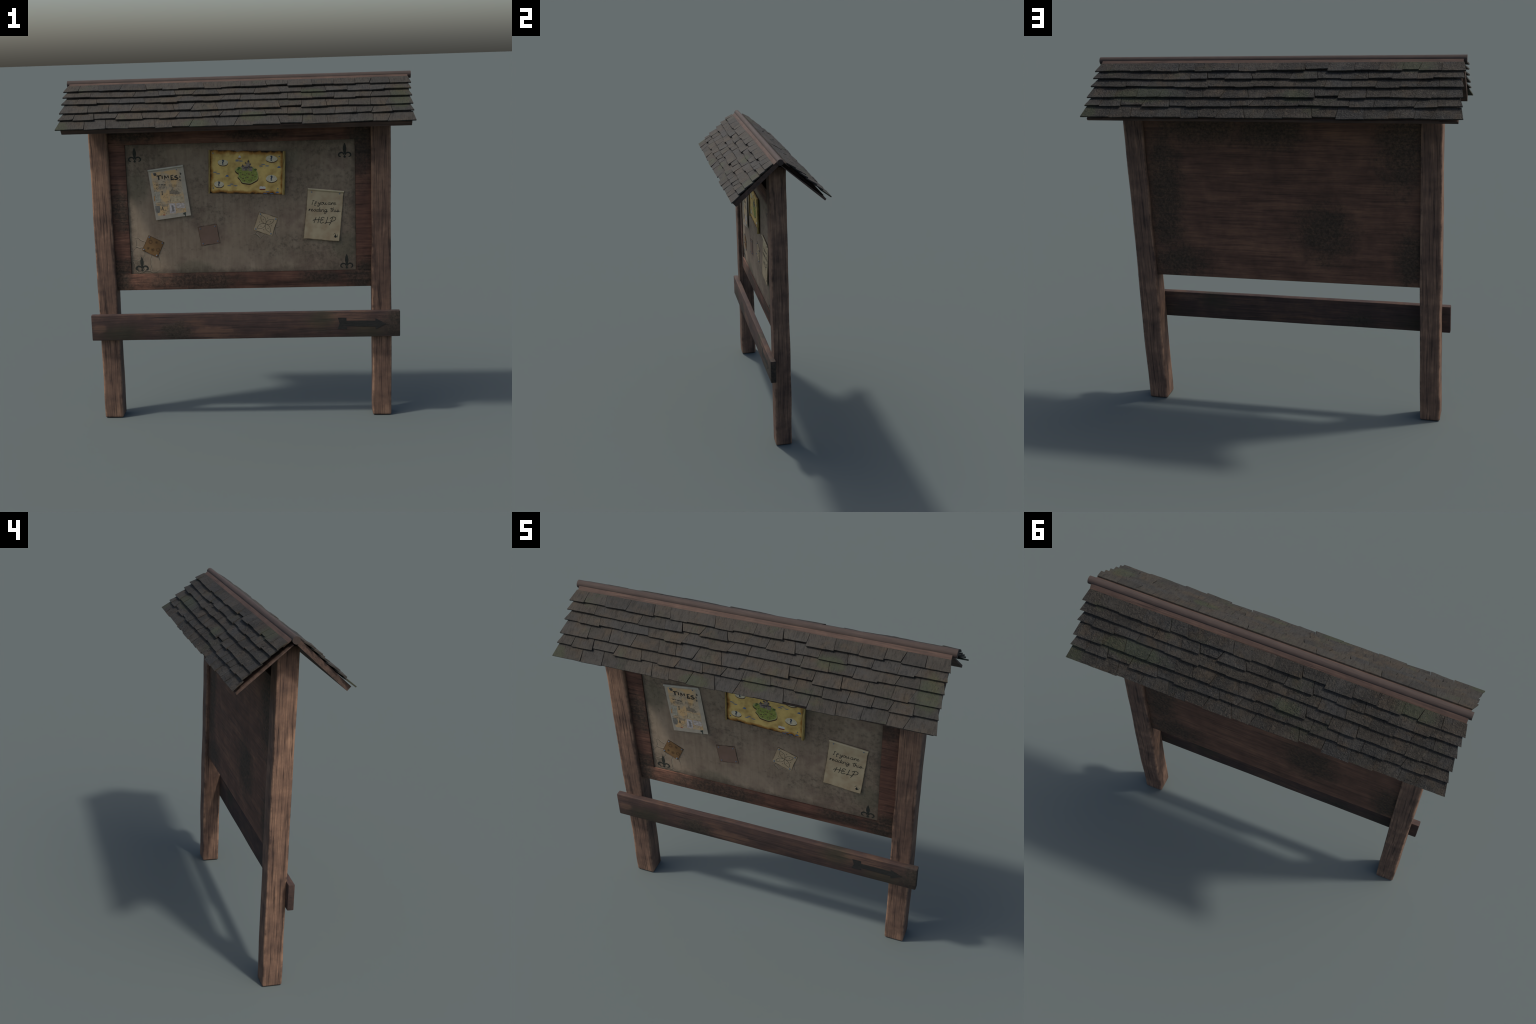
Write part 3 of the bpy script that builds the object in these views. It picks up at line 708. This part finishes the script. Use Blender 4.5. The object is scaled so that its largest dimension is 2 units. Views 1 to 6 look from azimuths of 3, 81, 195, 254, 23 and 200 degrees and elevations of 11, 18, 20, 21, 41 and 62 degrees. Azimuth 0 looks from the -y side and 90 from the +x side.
def shingle_material(name, seed, bump, moss, crinkle=0.0):
    m = Mat(name, 0.85, 0.28)
    rnd = m.rand()
    vec = m.map(loc=(seed, seed * 0.37, 0))
    fibre = m.noise(m.map((150, 22, 22), (seed, 0, 0)), 1, 5, 0.65, 0.4)
    coarse = m.noise(m.map((62, 30, 30), (0, seed, 0), (0, 0.25, 0)), 1, 6, 0.72, 0.5)
    grit = m.noise(vec, 190, 5, 0.7)
    patch = m.noise(vec, 13, 5, 0.6)
    grey = m.ramp(rnd, (0.0, (0.028, 0.026, 0.022)), (0.25, (0.046, 0.040, 0.031)), (0.5, (0.035, 0.034, 0.031)), (0.75, (0.047, 0.039, 0.029)), (1.0, (0.029, 0.027, 0.023)))
    col = m.mix(m.step(patch, 0.5, 0.68, 0.0, 0.55), grey, (0.054, 0.039, 0.024))
    slate = m.noise(m.map(loc=(seed + 4, 2, 1)), 8, 4, 0.6)
    col = m.mix(m.step(slate, 0.52, 0.66, 0.0, 0.5), col, (0.037, 0.037, 0.035))
    v = m.math('ADD', m.math('MULTIPLY', fibre, 0.55), m.math('MULTIPLY', coarse, 0.45))
    col = m.mix(1.0, col, m.ramp(v, (0.36, (0.38, 0.38, 0.38)), (0.50, (0.85, 0.85, 0.85)), (0.66, (1.0, 1.0, 1.0))), 'MULTIPLY')
    gm = m.noise(m.map(loc=(seed * 2, 5, seed)), 7.5, 5, 0.65)
    k = m.math('MULTIPLY', m.step(gm, 0.57, 0.72), m.step(grit, 0.40, 0.60))
    if moss:
        k = m.math('MAXIMUM', k, m.math('MULTIPLY', m.blobs(moss, 16, 1.2), m.step(grit, 0.32, 0.55)))
    col = m.mix(m.math('MULTIPLY', k, 0.5), col, m.mix(patch, (0.028, 0.042, 0.018), (0.038, 0.048, 0.018)))
    col = m.mix(m.step(grit, 0.60, 0.74, 0, 0.5), col, (0.014, 0.013, 0.011))
    h = m.math('ADD', m.math('MULTIPLY', fibre, 0.4), m.math('ADD', m.math('MULTIPLY', coarse, 0.9), m.math('MULTIPLY', grit, 0.25)))
    if crinkle:
        cr = m.noise(m.map(loc=(seed, 0, seed)), 75, 4, 0.6, 1.2)
        zone = m.step(m.noise(m.map(loc=(0, seed, 3)), 9, 3, 0.5), 0.40, 0.55, 0.35, 1.0)
        h = m.math('ADD', h, m.math('MULTIPLY', m.math('MULTIPLY', m.step(cr, 0.38, 0.62), zone), crinkle))
        col = m.mix(m.math('MULTIPLY', m.step(cr, 0.48, 0.34), zone), col, m.mix(1.0, col, (0.72, 0.72, 0.72), 'MULTIPLY'))
    return m.finish(col, h, bump, 0.006)
# back copies are the front ones turned half round, so their object space x, y are mirrored
shingle_front = shingle_material('shingle_front', 1.3, 0.55, [((-0.95, -0.30, 1.75), (0.05, 0.05, 0.05)), ((0.10, -0.27, 1.79), (0.08, 0.04, 0.04)), ((0.42, -0.14, 1.9), (0.08, 0.04, 0.04)), ((0.90, -0.18, 1.86), (0.06, 0.1, 0.1)), ((-0.2, -0.3, 1.76), (0.08, 0.04, 0.03))], 0.25)
shingle_back = shingle_material('shingle_back', 8.1, 1.0, [((-0.66, -0.21, 1.84), (0.20, 0.06, 0.06)), ((0.72, -0.06, 1.96), (0.12, 0.06, 0.05)), ((-0.95, -0.29, 1.76), (0.07, 0.05, 0.06)), ((0.15, -0.2, 1.83), (0.1, 0.05, 0.04))], 0.75)

# lower and upper ends of the joints; rows alternate between two bonds
JOINT_A = [(-0.968, -0.950), (-0.885, -0.880), (-0.768, -0.776), (-0.650, -0.640), (-0.499, -0.512), (-0.410, -0.424), (-0.320, -0.300), (-0.174, -0.188), (-0.081, -0.060),
           (0.026, 0.028), (0.172, 0.160), (0.287, 0.289), (0.424, 0.418), (0.541, 0.545), (0.658, 0.662), (0.737, 0.752), (0.850, 0.846), (0.966, 0.953)]
JOINT_B = [(-0.969, -0.955), (-0.813, -0.815), (-0.694, -0.700), (-0.572, -0.562), (-0.424, -0.435), (-0.331, -0.346), (-0.241, -0.222), (-0.090, -0.110), (-0.002, 0.018),
           (0.101, 0.108), (0.248, 0.236), (0.362, 0.366), (0.501, 0.495), (0.617, 0.620), (0.738, 0.742), (0.815, 0.836), (0.967, 0.957)]
TIPS = [(-0.0965, 1.9420), (-0.1360, 1.9078), (-0.1750, 1.8733), (-0.2255, 1.8312), (-0.2672, 1.7930), (-0.3135, 1.7452)]
TOP = (-0.0445, 1.9715)
THK = 0.0072
rng = random.Random(21)
spread = [1.0, 0.996, 0.998, 0.998, 1.0, 1.006]
drop_a = [0.0, 0.001, 0.004, -0.001, 0.001, -0.002, -0.001, 0.002, -0.001, 0.001, 0.007, -0.001, -0.003, -0.001, 0.003, 0.001, 0.001]
drop_b = [0.0, 0.002, -0.003, 0.000, -0.001, 0.002, -0.001, 0.001, 0.001, -0.001, 0.007, -0.003, -0.001, 0.001, 0.003, 0.002]
for r, (ty, tz) in enumerate(TIPS):
    joints = JOINT_A if r % 2 == 0 else JOINT_B
    if r == 0: sy, sz = TOP
    else: sy, sz = TIPS[r - 1][0], TIPS[r - 1][1] - 0.0118
    d = Vector((ty - sy, tz - sz)); vis = d.length; d.normalize()
    up = Vector((d.y, -d.x))                     # outward normal of the slope in (y, z)
    if up.y < 0: up = -up
    tail = 0.002 if r == 0 else 0.016
    length = vis + tail
    for i in range(len(joints) - 1):
        (l0, u0), (l1, u1) = joints[i], joints[i + 1]
        k = spread[r]
        short = (drop_a if r % 2 == 0 else drop_b)[i] + rng.choice((-0.0045, -0.002, 0.0, 0.0015, 0.004))
        last = i == len(joints) - 2
        gap0, gap1 = (0 if i == 0 else rng.choice((0.0004, 0.0007, 0.0012, 0.0018))), (0 if last else 0.0006)
        liftL, liftR = rng.choice((-0.0008, 0.0004, 0.0030)), rng.choice((-0.0008, 0.0010, 0.0024, 0.0042))
        roll_tip = rng.uniform(-0.0014, 0.0014) if 0 < i and not last else 0
        nx, ny = 9, 6
        V, F = [], []
        seed = rng.uniform(0, 100)
        for side in (0, 1):
            for b in range(ny + 1):
                for a in range(nx + 1):
                    s, t = a / nx, b / ny               # t = 0 at the tail, 1 at the tip
                    xl, xu = l0 + gap0 + (l1 - gap1 - l0 - gap0) * s, u0 + gap0 + (u1 - gap1 - u0 - gap0) * s
                    tt = (t * length - tail) / vis
                    x = (xu + (xl - xu) * tt) * k
                    run = -tail + (length - short + roll_tip * (s - 0.5)) * t
                    hgt = (liftL * (1 - s) + liftR * s) * t
                    if side == 0:
                        hgt += 0.0009 * noise.noise(Vector((x * 38, run * 60, seed))) * min(1, 4 * t)
                    else: hgt -= THK
                    if b == ny: run += 0.0012 * noise.noise(Vector((x * 60, 3.3, seed)))
                    p = Vector((sy, sz)) + d * run + up * hgt
                    V.append((x, p.x, p.y))
        n = (nx + 1) * (ny + 1)
        I = lambda s, a, b: s * n + b * (nx + 1) + a
        for b in range(ny):
            for a in range(nx):
                F.append((I(0, a, b), I(0, a + 1, b), I(0, a + 1, b + 1), I(0, a, b + 1)))
                F.append((I(1, a, b + 1), I(1, a + 1, b + 1), I(1, a + 1, b), I(1, a, b)))
        rim = [(a, 0) for a in range(nx)] + [(nx, b) for b in range(ny)] + [(a, ny) for a in range(nx, 0, -1)] + [(0, b) for b in range(ny, 0, -1)]
        for q, (a, b) in enumerate(rim):
            c, e = rim[(q + 1) % len(rim)]
            F.append((I(0, a, b), I(1, a, b), I(1, c, e), I(0, c, e)))
        me = from_faces('shingle', V, F)
        for p in me.polygons: p.use_smooth = True
        me.set_sharp_from_angle(angle=math.radians(35))
        me.materials.append(shingle_front)
        fo = bpy.data.objects.new('shingle', me)
        SC.objects.link(fo); fo.parent = front_board
        bo = fo.copy()
        SC.objects.link(bo); bo.parent = back_board
        bo.location = (0.004, 0, 0)
        bo.material_slots[0].link = 'OBJECT'
        bo.material_slots[0].material = shingle_back
